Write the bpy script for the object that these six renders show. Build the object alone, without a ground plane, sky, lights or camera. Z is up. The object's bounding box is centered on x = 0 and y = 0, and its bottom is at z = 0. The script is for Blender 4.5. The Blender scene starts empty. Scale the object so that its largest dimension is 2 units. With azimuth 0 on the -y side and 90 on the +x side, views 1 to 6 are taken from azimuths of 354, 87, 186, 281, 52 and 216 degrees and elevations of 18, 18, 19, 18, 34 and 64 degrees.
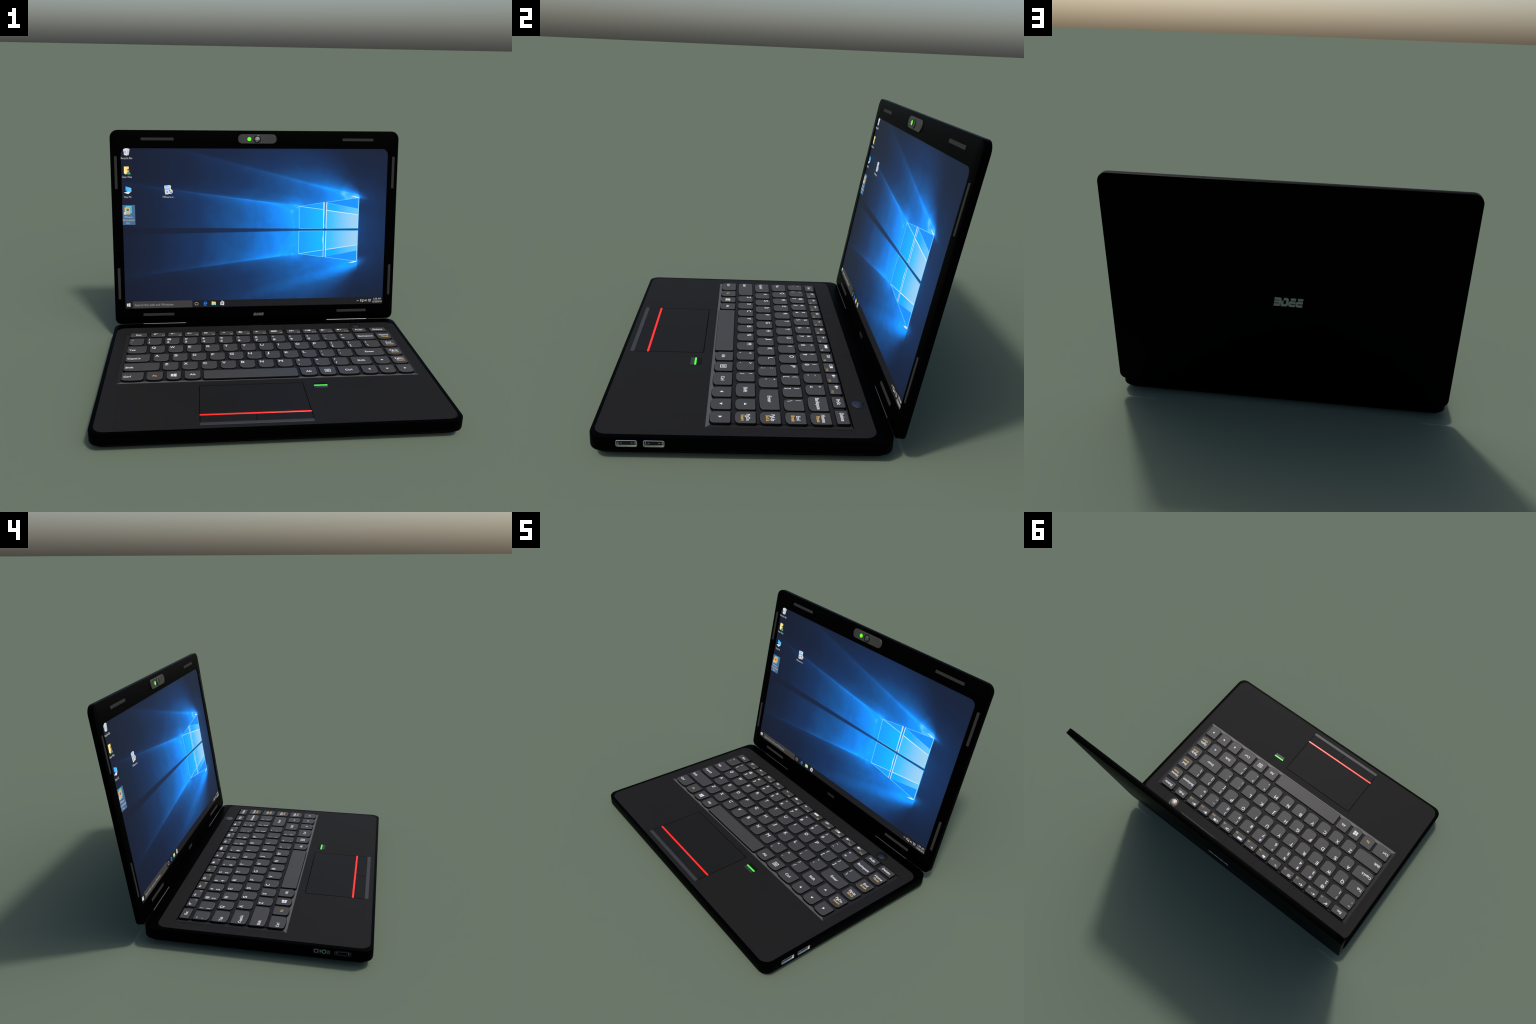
# A black notebook computer, opened: base with keyboard, leaning lit screen.
import bpy, bmesh, math, random
from mathutils import Vector, Matrix

random.seed(7)
SC = bpy.context.scene

# ------------------------------------------------------------------ helpers
def lin(c):
    """sRGB 0-255 triple -> linear floats"""
    out = []
    for v in c:
        v = v / 255.0
        out.append(v / 12.92 if v <= 0.04045 else ((v + 0.055) / 1.055) ** 2.4)
    return tuple(out)


class X:
    """tiny expression wrapper that grows Math nodes"""
    def __init__(s, nt, sock): s.nt, s.o = nt, sock
    def _b(s, op, b, rev=False):
        n = s.nt.nodes.new("ShaderNodeMath"); n.operation = op
        ins = (n.inputs[0], n.inputs[1]) if not rev else (n.inputs[1], n.inputs[0])
        s.nt.links.new(s.o, ins[0])
        if isinstance(b, X): s.nt.links.new(b.o, ins[1])
        else: ins[1].default_value = b
        return X(s.nt, n.outputs[0])
    def __add__(s, b): return s._b("ADD", b)
    __radd__ = __add__
    def __sub__(s, b): return s._b("SUBTRACT", b)
    def __rsub__(s, b): return s._b("SUBTRACT", b, True)
    def __mul__(s, b): return s._b("MULTIPLY", b)
    __rmul__ = __mul__
    def __truediv__(s, b): return s._b("DIVIDE", b)
    def max(s, b): return s._b("MAXIMUM", b)
    def min(s, b): return s._b("MINIMUM", b)
    def pow(s, b): return s._b("POWER", b)
    def abs(s): return s._b("ABSOLUTE", 0.0)
    def exp(s): return s._b("EXPONENT", 0.0)
    def sqrt(s): return s._b("SQRT", 0.0)
    def step(s, a, b):
        """smooth 0..1 while value runs a..b (a may exceed b)"""
        n = s.nt.nodes.new("ShaderNodeMapRange"); n.interpolation_type = "SMOOTHSTEP"
        lo, hi, t0, t1 = (a, b, 0.0, 1.0) if a < b else (b, a, 1.0, 0.0)
        s.nt.links.new(s.o, n.inputs[0])
        for i, v in enumerate((lo, hi, t0, t1)): n.inputs[i + 1].default_value = v
        return X(s.nt, n.outputs[0])


MATS = {}
def material(name, col, rough=0.5, spec=0.3, metal=0.0, emit=None, emit_k=0.0,
             grain=0.0, grain_scale=300.0, bump=0.0, streak=None, coat=0.0):
    """Principled material with a faint procedural grain in colour and relief."""
    if name in MATS: return MATS[name]
    m = bpy.data.materials.new(name); m.use_nodes = True
    nt = m.node_tree; p = nt.nodes["Principled BSDF"]
    p.inputs["Roughness"].default_value = rough
    p.inputs["Specular IOR Level"].default_value = spec
    p.inputs["Metallic"].default_value = metal
    p.inputs["Coat Weight"].default_value = coat
    p.inputs["Base Color"].default_value = (*col, 1)
    tc = nt.nodes.new("ShaderNodeTexCoord")
    no = nt.nodes.new("ShaderNodeTexNoise"); no.inputs["Scale"].default_value = grain_scale
    no.inputs["Detail"].default_value = 3.0
    if streak:
        mp = nt.nodes.new("ShaderNodeMapping"); mp.inputs["Scale"].default_value = streak
        nt.links.new(tc.outputs["Object"], mp.inputs[0]); nt.links.new(mp.outputs[0], no.inputs["Vector"])
    else:
        nt.links.new(tc.outputs["Object"], no.inputs["Vector"])
    ra = nt.nodes.new("ShaderNodeValToRGB")
    ra.color_ramp.elements[0].position, ra.color_ramp.elements[1].position = 0.3, 0.7
    ra.color_ramp.elements[0].color = (*[c * (1 - grain) for c in col], 1)
    ra.color_ramp.elements[1].color = (*[min(1, c * (1 + grain)) for c in col], 1)
    nt.links.new(no.outputs["Fac"], ra.inputs[0]); nt.links.new(ra.outputs[0], p.inputs["Base Color"])
    if bump:
        b = nt.nodes.new("ShaderNodeBump"); b.inputs["Strength"].default_value = bump
        b.inputs["Distance"].default_value = 0.0005
        nt.links.new(no.outputs["Fac"], b.inputs["Height"]); nt.links.new(b.outputs[0], p.inputs["Normal"])
    if emit:
        p.inputs["Emission Color"].default_value = (*emit, 1)
        p.inputs["Emission Strength"].default_value = emit_k
    MATS[name] = m
    return m


def glow(name, srgb, srgb2=None, span=None):
    """lit picture element of the display: flat or left-to-right gradient colour"""
    if name in MATS: return MATS[name]
    m = bpy.data.materials.new(name); m.use_nodes = True
    nt = m.node_tree; p = nt.nodes["Principled BSDF"]
    tc = nt.nodes.new("ShaderNodeTexCoord"); se = nt.nodes.new("ShaderNodeSeparateXYZ")
    nt.links.new(tc.outputs["Object"], se.inputs[0])
    a, b = span or (-1.0, 1.0)
    t = X(nt, se.outputs[0]).step(a, b)
    ra = nt.nodes.new("ShaderNodeValToRGB")
    ra.color_ramp.elements[0].color = (*lin(srgb), 1)
    ra.color_ramp.elements[1].color = (*lin(srgb2 or srgb), 1)
    nt.links.new(t.o, ra.inputs[0])
    screen_output(nt, p, ra.outputs[0])
    MATS[name] = m
    return m


SCREEN_SELF, SCREEN_BASE = 0.76, 0.38
def screen_output(nt, p, colour):
    mx = nt.nodes.new("ShaderNodeVectorMath"); mx.operation = "SCALE"
    mx.inputs["Scale"].default_value = SCREEN_BASE
    nt.links.new(colour, mx.inputs[0]); nt.links.new(mx.outputs[0], p.inputs["Base Color"])
    nt.links.new(colour, p.inputs["Emission Color"])
    p.inputs["Emission Strength"].default_value = SCREEN_SELF
    p.inputs["Roughness"].default_value = 0.45
    p.inputs["Specular IOR Level"].default_value = 0.07


def new_obj(name, bm, mats, parent=None, smooth=None, kind=None):
    bmesh.ops.remove_doubles(bm, verts=bm.verts, dist=1e-6)
    bmesh.ops.recalc_face_normals(bm, faces=bm.faces)
    me = bpy.data.meshes.new(name); bm.to_mesh(me); bm.free()
    for m in mats if isinstance(mats, (list, tuple)) else [mats]: me.materials.append(m)
    o = bpy.data.objects.new(name, me); SC.collection.objects.link(o)
    if parent: o.parent = parent
    if smooth is not None: shade(me, smooth)
    if kind: o["kind"] = kind
    return o


def shade(me, angle):
    bm = bmesh.new(); bm.from_mesh(me)
    for f in bm.faces: f.smooth = True
    for e in bm.edges:
        if len(e.link_faces) == 2:
            e.smooth = e.calc_face_angle(0) < math.radians(angle)
    bm.to_mesh(me); bm.free()


def round_rect(x0, x1, y0, y1, r, n=6):
    """counter-clockwise outline; r = one radius or (bl, br, tr, tl)"""
    r = r if isinstance(r, (tuple, list)) else (r,) * 4
    pts = []
    for (cx, cy, a0), q in zip(((x0, y0, 180), (x1, y0, 270), (x1, y1, 0), (x0, y1, 90)), r):
        ox = cx + (q if cx == x0 else -q); oy = cy + (q if cy == y0 else -q)
        for i in range(n + 1):
            a = math.radians(a0 + 90 * i / n)
            pts.append((ox + q * math.cos(a), oy + q * math.sin(a)))
    return pts


def loft(bm, rings, cap0=True, cap1=True, mats=None):
    """rings: lists of 3D points of equal length"""
    vs = [[bm.verts.new(p) for p in ring] for ring in rings]
    n = len(vs[0])
    for k in range(len(vs) - 1):
        for i in range(n):
            q = [vs[k][i], vs[k][(i + 1) % n], vs[k + 1][(i + 1) % n], vs[k + 1][i]]
            try:
                f = bm.faces.new(q)
                if mats: f.material_index = mats[k]
            except ValueError: pass
    if cap0:
        f = bm.faces.new(list(reversed(vs[0])))
        if mats: f.material_index = mats[0]
    if cap1:
        f = bm.faces.new(vs[-1])
        if mats: f.material_index = mats[-1]
    return vs


def flat(pts, z): return [(x, y, z) for x, y in pts]
def upright(pts, n): return [(x, n, w) for x, w in pts]      # lid-local: (x, depth, height)
def sideways(pts, x): return [(x, y, z) for y, z in pts]


def plate_up(bm, pts, n_back, n_front):
    """thin prism on the lid plane; n_front is nearer to the viewer (smaller)"""
    loft(bm, [upright(pts, n_back), upright(pts, n_front)])


def inset_plate(bm, outline, z0, z1, bev, put=flat):
    """outline(o) gives the outline inset by o; a plate with a small chamfer on top"""
    s = 1 if z1 > z0 else -1
    loft(bm, [put(outline(0), z0), put(outline(0), z1 - s * bev), put(outline(bev), z1)])


def bar(x0, x1, y0, y1): return [(x0, y0), (x1, y0), (x1, y1), (x0, y1)]


def disc(cx, cy, r, n=28):
    return [(cx + r * math.cos(math.tau * i / n), cy + r * math.sin(math.tau * i / n)) for i in range(n)]


# ------------------------------------------------------------------ materials
M_BODY = material("black_plastic", (0.0003, 0.0003, 0.00033), rough=0.40, spec=0.014, grain=0.2)
M_DECK = material("dark_grey_deck", (0.0121, 0.0119, 0.0117), rough=0.55, spec=0.035, grain=0.03, grain_scale=90)
M_TRAY = material("keyboard_tray_grey", (0.0125, 0.0125, 0.013), rough=0.5, spec=0.05, grain=0.05)
M_LIP_HIGHLIGHT = material("tray_lip_painted_highlight", (0.074, 0.073, 0.071), rough=0.42, spec=0.30, grain=0.04)  # front lip lightened: the bevel's highlight is baked into its grey
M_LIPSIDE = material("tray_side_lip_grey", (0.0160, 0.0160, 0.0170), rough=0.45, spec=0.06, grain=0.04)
M_KEY = material("key_top_grey", (0.046, 0.0457, 0.0452), rough=0.40, spec=0.11, grain=0.03)
M_KEYSIDE = material("key_side_black", (0.0012, 0.0012, 0.0012), rough=0.5, spec=0.06, grain=0.1)
M_LEGEND = material("legend_white", (0.62, 0.62, 0.645), rough=0.6, spec=0.2, grain=0.02)
M_AMBER = material("legend_amber", (0.58, 0.37, 0.10), rough=0.6, spec=0.2, grain=0.02)
M_AMBER_DIM = material("legend_amber_faint", (0.36, 0.27, 0.12), rough=0.6, spec=0.2, grain=0.02)
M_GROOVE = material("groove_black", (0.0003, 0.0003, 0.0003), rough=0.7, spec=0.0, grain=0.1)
M_COVER = material("indicator_cover_dark", (0.0055, 0.0055, 0.0055), rough=0.5, spec=0.05, grain=0.05)
M_PAD = material("touchpad_grey", (0.0112, 0.0112, 0.0113), rough=0.50, spec=0.035, grain=0.05, grain_scale=200)
M_RED = material("red_glow", (0.80, 0.012, 0.008), rough=0.3, spec=0.28, emit=(1.0, 0.018, 0.010), emit_k=0.75, grain=0.02)
M_GREEN = material("green_glow", (0.08, 0.8, 0.05), rough=0.4, spec=0.3, emit=(0.04, 1.0, 0.035), emit_k=0.55, grain=0.02)
M_LED = material("camera_led_green", (0.10, 0.8, 0.02), rough=0.4, spec=0.3, emit=(0.12, 1.0, 0.012), emit_k=0.8, grain=0.02)
M_STRIP = material("strip_grey", (0.034, 0.034, 0.039), rough=0.40, spec=0.12, grain=0.03)
M_BUMPER = material("rubber_grey", (0.024, 0.024, 0.024), rough=0.6, spec=0.08, grain=0.04)
M_GUN = material("brushed_gunmetal", (0.036, 0.035, 0.034), rough=0.42, spec=0.3, metal=0.1, grain=0.12, grain_scale=60, streak=(1, 1, 0.03))
M_HINGE = material("hinge_metal", (0.12, 0.118, 0.122), rough=0.42, metal=1.0, grain=0.04)
M_CHROME = material("chrome", (0.60, 0.59, 0.575), rough=0.22, metal=1.0, grain=0.03)
M_STEEL = material("spun_steel", (0.11, 0.106, 0.104), rough=0.42, metal=1.0, grain=0.5, grain_scale=60)
M_LOGO = material("satin_metal", (0.48, 0.48, 0.48), rough=0.42, metal=0.9, grain=0.05)
M_BADGE = material("dark_satin_metal", (0.44, 0.44, 0.44), rough=0.28, metal=1.0, grain=0.05)
M_LENS = material("lens_glass", (0.33, 0.34, 0.355), rough=0.12, spec=0.8, metal=1.0, grain=0.02)
M_BLACK = material("gloss_black", (0.003, 0.003, 0.003), rough=0.25, spec=0.35, grain=0.1)
M_PORT = material("port_slate", (0.009, 0.010, 0.0115), rough=0.45, spec=0.2, grain=0.1)
M_PINK = material("jack_pink", (0.62, 0.25, 0.28), rough=0.5, spec=0.3, grain=0.03)
M_JGREEN = material("jack_green", (0.33, 0.58, 0.24), rough=0.5, spec=0.3, grain=0.03)
M_MARK = material("port_mark", (0.22, 0.23, 0.28), rough=0.5, spec=0.2, grain=0.03)
M_RUBBER = material("foot_rubber", (0.006, 0.006, 0.006), rough=0.8, spec=0.1, grain=0.2)

# ------------------------------------------------------------------ root
laptop = bpy.data.objects.new("laptop", None); SC.collection.objects.link(laptop)
laptop["label"] = "open black notebook computer with lit blue desktop screen"
laptop["category"] = "laptop"

# ------------------------------------------------------------------ base
DECK = 0.1105
BX, BY0, BY1, BR = 0.9990, -0.7940, 0.558, 0.058
def base_outline(o, n=6):
    return round_rect(-BX + o, BX - o, BY0 + o, BY1 - o, max(BR - o * 0.35, 0.02), n)
ledge = round_rect(-0.968, 0.968, -0.769, 0.476, 0.05, 6)
bm = bmesh.new()
loft(bm, [flat(base_outline(0.022), 0.020), flat(base_outline(0.021), 0.030), flat(base_outline(0.0135), 0.0315),
          flat(base_outline(0.0075), 0.0345), flat(base_outline(0.0025), 0.040), flat(base_outline(0.0), 0.048),
          flat(base_outline(0.0), 0.1065), flat(base_outline(0.0008), 0.1085), flat(base_outline(0.003), 0.1093),
          flat(ledge, 0.1093), flat(ledge, 0.092)])
base = new_obj("base_shell", bm, M_BODY, laptop)
USB = ((-0.6720, -0.5790), (-0.5530, -0.4605))
bm = bmesh.new()
for y0, y1 in USB:                                       # sockets are cut out of the right wall
    p = round_rect(y0, y1, 0.0620, 0.0950, 0.008, 5)
    loft(bm, [sideways(p, 1.02), sideways(p, 0.972)])
cutter = new_obj("socket_cutter", bm, M_BODY)
cut = base.modifiers.new("sockets", "BOOLEAN"); cut.object = cutter; cut.operation = "DIFFERENCE"; cut.solver = "EXACT"
bpy.context.view_layer.update()
me = bpy.data.meshes.new_from_object(base.evaluated_get(bpy.context.evaluated_depsgraph_get()))
base.modifiers.clear(); base.data = me; me.name = "base_shell"
bpy.data.objects.remove(cutter)
shade(me, 35)

# palm rest / deck plate around the recessed keyboard
DX, DY0, DY1, DR = 0.975, -0.776, 0.483, 0.057
WX0, WX1, WY0, WY1 = -0.902, 0.911, -0.290, 0.385      # keyboard opening
bm = bmesh.new()
def fillet_end(y_in, y_out, n=7):
    """deck end piece: straight edge at y_in, rounded corners at y_out"""
    s = 1 if y_out > y_in else -1
    pts = [(-DX, y_in)]
    for i in range(n + 1):
        a = math.radians(90 * i / n)
        pts.append((-DX + DR - DR * math.cos(a), y_out - s * DR + s * DR * math.sin(a)))
    pts += [(-x, y) for x, y in reversed(pts)]
    return pts
for y_in, y_out in ((WY0, DY0), (WY1, DY1)):
    pts = fillet_end(y_in, y_out)
    loft(bm, [flat(pts, 0.1000), flat(pts, DECK)])
DIP = 0.0030                                             # the side strips twist down towards the back
for s, xi in ((-1, WX0), (1, WX1)):
    a = [(s * DX, WY0, DECK), (xi, WY0, DECK), (xi, WY1, DECK - DIP), (s * DX, WY1, DECK - 0.0004)]
    v = [bm.verts.new(p) for p in a]; bm.faces.new(v)
    w = [bm.verts.new((p[0], p[1], 0.100)) for p in a]
    for i in range(4): bm.faces.new([v[i], v[(i + 1) % 4], w[(i + 1) % 4], w[i]])
    bm.faces.new(w)
deck = new_obj("palm_rest_deck", bm, M_DECK, laptop)

# sunken keyboard tray with sloping walls
bm = bmesh.new()
FLOOR = 0.1088
SX, SF, SB = 0.025, 0.0215, 0.006                        # widths of the side, front and back lips
top = [(WX0, WY0, DECK - 0.0002), (WX1, WY0, DECK - 0.0002), (WX1, WY1, DECK - DIP * 0.4), (WX0, WY1, DECK - DIP * 0.4)]
low = [(WX0 + SX, WY0 + SF, FLOOR), (WX1 - SX, WY0 + SF, FLOOR), (WX1 - SX, WY1 - SB, FLOOR), (WX0 + SX, WY1 - SB, FLOOR)]
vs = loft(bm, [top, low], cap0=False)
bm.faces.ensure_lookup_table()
for f, mi in zip(bm.faces, (1, 2, 3, 2, 0)): f.material_index = mi  # back lip coloured black to draw the shadow behind the function keys
KFLOOR = 0.1156                                          # web between the keys, a little higher
inset_plate(bm, lambda o: bar(-0.868 + o, 0.883 - o, -0.262 + o, 0.362 - o), FLOOR - 0.001, KFLOOR, 0.001)
tray = new_obj("keyboard_tray", bm, [M_TRAY, M_LIP_HIGHLIGHT, M_LIPSIDE, M_GROOVE], laptop)

# rubber feet under the base
for fx, fy in ((-0.80, -0.62), (0.80, -0.62), (-0.80, 0.38), (0.80, 0.38)):
    bm = bmesh.new()
    c = lambda r: disc(fx, fy, r)
    loft(bm, [flat(c(0.045), 0.0205), flat(c(0.045), 0.004), flat(c(0.040), 0.0)])
    new_obj("rubber_foot", bm, M_RUBBER, laptop, 40)

# ------------------------------------------------------------------ keys
KZ = 0.1232                      # level of the key tops
def key_outline(w, d, o, n=6, bulge=0.0065, rf=0.022, rb=0.007):
    """key seen from above: straight back edge, bowed front edge, o = growth"""
    x0, x1, y1, y0 = -w / 2 - o, w / 2 + o, d / 2 + o, -d / 2 - o
    rf2, rb2 = rf + o, rb + o
    pts = round_rect(x0, x1, y0, y1, (rf2, rf2, rb2, rb2), n)
    out = []
    for x, y in pts:                                   # bow of the front edge
        t = max(0.0, 1 - (y - y0) / (d * 0.45))
        out.append((x, y + bulge * t * (min(1.0, abs(x) / (w / 2))) ** 2 * 0.9))
    # extra points along the front edge so that it reads as a curve
    i = n; a, b = out[n], out[n + 1]
    extra = []
    for k in range(1, 10):
        x = a[0] + (b[0] - a[0]) * k / 10
        extra.append((x, y0 + bulge * 0.9 * (abs(x) / (w / 2)) ** 2))
    return out[:n + 1] + extra + out[n + 1:]

KEY_MESH = {}
def key_mesh(w, d, bulge, rf):
    k = (round(w, 4), round(d, 4), bulge)
    if k in KEY_MESH: return KEY_MESH[k]
    bm = bmesh.new()
    O = lambda o: key_outline(w, d, o, bulge=bulge, rf=rf)
    h = KZ
    loft(bm, [flat(O(0.0036), FLOOR - 0.0003 - h), flat(O(0.0032), -0.0060), flat(O(0.0018), -0.0024),
              flat(O(0.0005), -0.0010), flat(O(-0.0010), -0.0003), flat(O(-0.0024), 0.0)],
         mats=[1, 1, 1, 0, 0])
    bmesh.ops.recalc_face_normals(bm, faces=bm.faces)
    me = bpy.data.meshes.new("key"); bm.to_mesh(me); bm.free()
    me.materials.append(M_KEY); me.materials.append(M_KEYSIDE)
    shade(me, 40)
    for poly in me.polygons:                            # the flat top keeps its own plain normal
        if poly.normal.z > 0.9999 and len(poly.vertices) > 8:
            ring = set(poly.vertices)
            for e in me.edges:
                if e.vertices[0] in ring and e.vertices[1] in ring: e.use_edge_sharp = True
    KEY_MESH[k] = me
    return me


# ---- lettering, made from the built-in font as thin solid meshes
CAP = {}
def text_mesh(txt, cap, wide=1.0, align="LEFT", depth=0.0004, weight=0.0):
    """text standing in the XY plane, capital height cap; returned as mesh + bounds"""
    key = (txt, round(cap, 5), wide, align, weight)
    if key in CAP: return CAP[key]
    cu = bpy.data.curves.new("lettering", "FONT")
    cu.body = txt; cu.size = 1.0; cu.extrude = 0.0; cu.resolution_u = 3
    ob = bpy.data.objects.new("lettering", cu); SC.collection.objects.link(ob)
    bpy.context.view_layer.update()
    me = bpy.data.meshes.new_from_object(ob.evaluated_get(bpy.context.evaluated_depsgraph_get()))
    bpy.data.objects.remove(ob); bpy.data.curves.remove(cu)
    s = cap / 0.70
    xs = [v.co.x for v in me.vertices]
    x0, x1 = min(xs), max(xs)
    shift = {"LEFT": -x0, "CENTER": -(x0 + x1) / 2, "RIGHT": -x1}[align]
    bm = bmesh.new(); bm.from_mesh(me); bpy.data.meshes.remove(me)
    for v in bm.verts: v.co = Vector(((v.co.x + shift) * s * wide, v.co.y * s, 0))
    bmesh.ops.remove_doubles(bm, verts=bm.verts, dist=cap * 0.002)
    g = bmesh.ops.extrude_face_region(bm, geom=bm.faces[:])
    for e in g["geom"]:
        if isinstance(e, bmesh.types.BMVert): e.co.z += depth
    bmesh.ops.recalc_face_normals(bm, faces=bm.faces)
    if weight:                                           # heavier strokes: staggered copies, each a hair higher
        whole = bm.verts[:] + bm.edges[:] + bm.faces[:]
        for i, (dx, dy) in enumerate(((1, 0), (0, 1), (1, 1))):
            dup = bmesh.ops.duplicate(bm, geom=whole)["geom"]
            for e in dup:
                if isinstance(e, bmesh.types.BMVert): e.co += Vector((dx * weight, dy * weight, 0.00004 * (i + 1)))
    me = bpy.data.meshes.new("lettering"); bm.to_mesh(me); bm.free()
    CAP[key] = me
    return me


def put_text(name, parent, txt, loc, cap, mat, wide=1.0, align="LEFT", weight=0.0007):
    src = text_mesh(txt, cap, wide, align, weight=weight)
    k = src.name + mat.name
    me = CAP.get(k)
    if me is None:
        me = src.copy(); me.materials.clear(); me.materials.append(mat); CAP[k] = me
    o = bpy.data.objects.new(name, me); SC.collection.objects.link(o)
    o.parent = parent; o.location = loc
    return o


def put_shape(name, parent, polys, mat, z0=-0.0003, z1=0.0003):
    """flat raised symbol on a key: list of closed outlines"""
    bm = bmesh.new()
    for p in polys: loft(bm, [flat(p, z0), flat(p, z1)])
    return new_obj(name, bm, mat, parent)


def moved(p, dx, dy, s=1.0): return [(x * s + dx, y * s + dy) for x, y in p]
def ring_bars(x0, x1, y0, y1, t):
    return [bar(x0, x1, y0, y0 + t), bar(x0, x1, y1 - t, y1), bar(x0, x0 + t, y0 + t, y1 - t), bar(x1 - t, x1, y0 + t, y1 - t)]

LW = 1.12
def add_key(x0, x1, yb, d, bulge=0.0065, rf=0.0185):
    w = x1 - x0
    o = bpy.data.objects.new("key", key_mesh(w, d, bulge, rf)); SC.collection.objects.link(o)
    o.parent = laptop; o.location = ((x0 + x1) / 2, yb - d / 2, KZ)
    return o, w, d

P, KW = 0.1177, 0.0930          # column pitch, key width
ROW = {"F": 0.3690, "N": 0.2860, "Q": 0.1695, "A": 0.0525, "Z": -0.0625, "B": -0.1785}
DEP = 0.0945
LEG = "key_legend"

WIDE = dict(W=0.029, M=0.026, Q=0.025, O=0.025, G=0.024, C=0.023, N=0.022, E=0.018, F=0.0175, L=0.0175, J=0.0155, P=0.0195, I=0.0045, B=0.020)
def letter_key(x0, row, ch, w=KW):
    """keycap with one wide capital near its far left corner"""
    k, w, d = add_key(x0, x0 + w, ROW[row], DEP)
    me = text_mesh(ch, 0.0255)
    xs = [v.co.x for v in me.vertices]
    put_text(LEG, k, ch, (-w / 2 + 0.0095, d / 2 - 0.0375, -0.0001), 0.0255, M_LEGEND, round(WIDE.get(ch, 0.0215) / (max(xs) - min(xs)), 3))
    return k

def two_key(x0, row, lowc, upc, w=KW):
    k, w, d = add_key(x0, x0 + w, ROW[row], DEP)
    put_text(LEG, k, lowc, (-w / 2 + 0.0115, -d / 2 + 0.0180, -0.0001), 0.0235, M_LEGEND, 1.05)
    put_text(LEG, k, upc, (-w / 2 + 0.0110, d / 2 - 0.0300, -0.0001), 0.0190, M_LEGEND, 1.05)
    return k

def word_key(x0, x1, row, word, align="LEFT", cap=0.0185, mat=M_LEGEND, dy=0.0, wide=1.05):
    k, w, d = add_key(x0, x1, ROW[row], DEP)
    x = -w / 2 + 0.0095 if align == "LEFT" else 0.0
    put_text(LEG, k, word, (x, -cap / 2 + dy, -0.0001), cap, mat, wide, align)
    return k

# number row
two_key(-0.873, "N", "`", "~")
for i, (a, b) in enumerate(zip("1234567890-=", "!@#$%^&*()_+")):
    two_key(-0.757 + P * i, "N", a, b)
word_key(0.653, 0.778, "N", "Backspace", "CENTER", 0.0185, wide=0.95)
# upper letter row
word_key(-0.875, -0.755, "Q", "Tab", dy=-0.006)
for i, c in enumerate("QWERTYUIOP"): letter_key(-0.732 + P * i, "Q", c)
for i, (a, b) in enumerate((("[", "{"), ("]", "}"))): two_key(-0.732 + P * (10 + i), "Q", a, b)
two_key(-0.732 + P * 12, "Q", "\\", "|", 0.099)
# home row
word_key(-0.875, -0.728, "A", "CapsLk", dy=-0.006)
for i, c in enumerate("ASDFGHJKL"):
    k = letter_key(-0.703 + P * i, "A", c)
    if c in "FJ":                                        # raised finding ridge
        bm = bmesh.new(); o = lambda s: round_rect(-0.013 + s, 0.013 - s, -0.036 + s, -0.0335 - s, 0.001, 2)
        loft(bm, [flat(o(0), -0.0003), flat(o(0.0006), 0.0011)])
        new_obj("finding_ridge", bm, M_KEY, k)
two_key(-0.703 + P * 9, "A", ";", ":"); two_key(-0.703 + P * 10, "A", "'", "\"")
word_key(0.591, 0.774, "A", "Enter", "CENTER", dy=0.002)
# lower row
word_key(-0.876, -0.662, "Z", "Shift", dy=-0.008)
for i, c in enumerate("ZXCVBNM"): letter_key(-0.640 + P * i, "Z", c)
for i, (a, b) in enumerate(((",", "<"), (".", ">"), ("/", "?"))): two_key(-0.640 + P * (7 + i), "Z", a, b)
word_key(0.536, 0.659, "Z", "Shift", "CENTER")
# bottom row
word_key(-0.877, -0.751, "B", "Ctrl", dy=-0.004)
word_key(-0.731, -0.638, "B", "Fn", "CENTER", 0.0185, M_AMBER, dy=-0.004)
k, w, d = add_key(-0.614, -0.531, ROW["B"], DEP)
g = 0.0012
def window_mark(s):
    """four leaning panes of the start symbol"""
    f = lambda x: 0.40 + 0.10 * (x + 0.5)
    out = []
    for xa, xb in ((-0.5, -0.06), (0.02, 0.5)):
        for lo, hi in ((0.035, 1.0), (-1.0, -0.035)):
            out.append([(xa * s, lo * s * (f(xa) if abs(lo) == 1 else 1)), (xb * s, lo * s * (f(xb) if abs(lo) == 1 else 1)),
                        (xb * s, hi * s * (f(xb) if abs(hi) == 1 else 1)), (xa * s, hi * s * (f(xa) if abs(hi) == 1 else 1))])
    return out
put_shape(LEG, k, [moved(p, 0, -0.002) for p in window_mark(0.034)], M_LEGEND)
word_key(-0.507, -0.414, "B", "Alt", "CENTER")
add_key(-0.394, 0.172, ROW["B"] - 0.001, 0.098, 0.0008, 0.008)
word_key(0.194, 0.289, "B", "Alt", "CENTER", dy=-0.004)
k, w, d = add_key(0.311, 0.407, ROW["B"], DEP)
put_shape(LEG, k, ring_bars(-0.018, 0.018, -0.017, 0.015, 0.0034)
          + [bar(-0.010, 0.010, y, y + 0.0028) for y in (-0.0095, -0.0035, 0.0025)] + [bar(-0.010, -0.0072, -0.0095, 0.008), bar(0.0072, 0.010, -0.0095, 0.008)], M_LEGEND)
word_key(0.427, 0.551, "B", "Ctrl", "CENTER")
tri = [(-0.010, -0.006), (0.010, -0.006), (0.0, 0.008)]
rot = lambda p, a: [(x * math.cos(a) - y * math.sin(a), x * math.sin(a) + y * math.cos(a)) for x, y in p]
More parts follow.
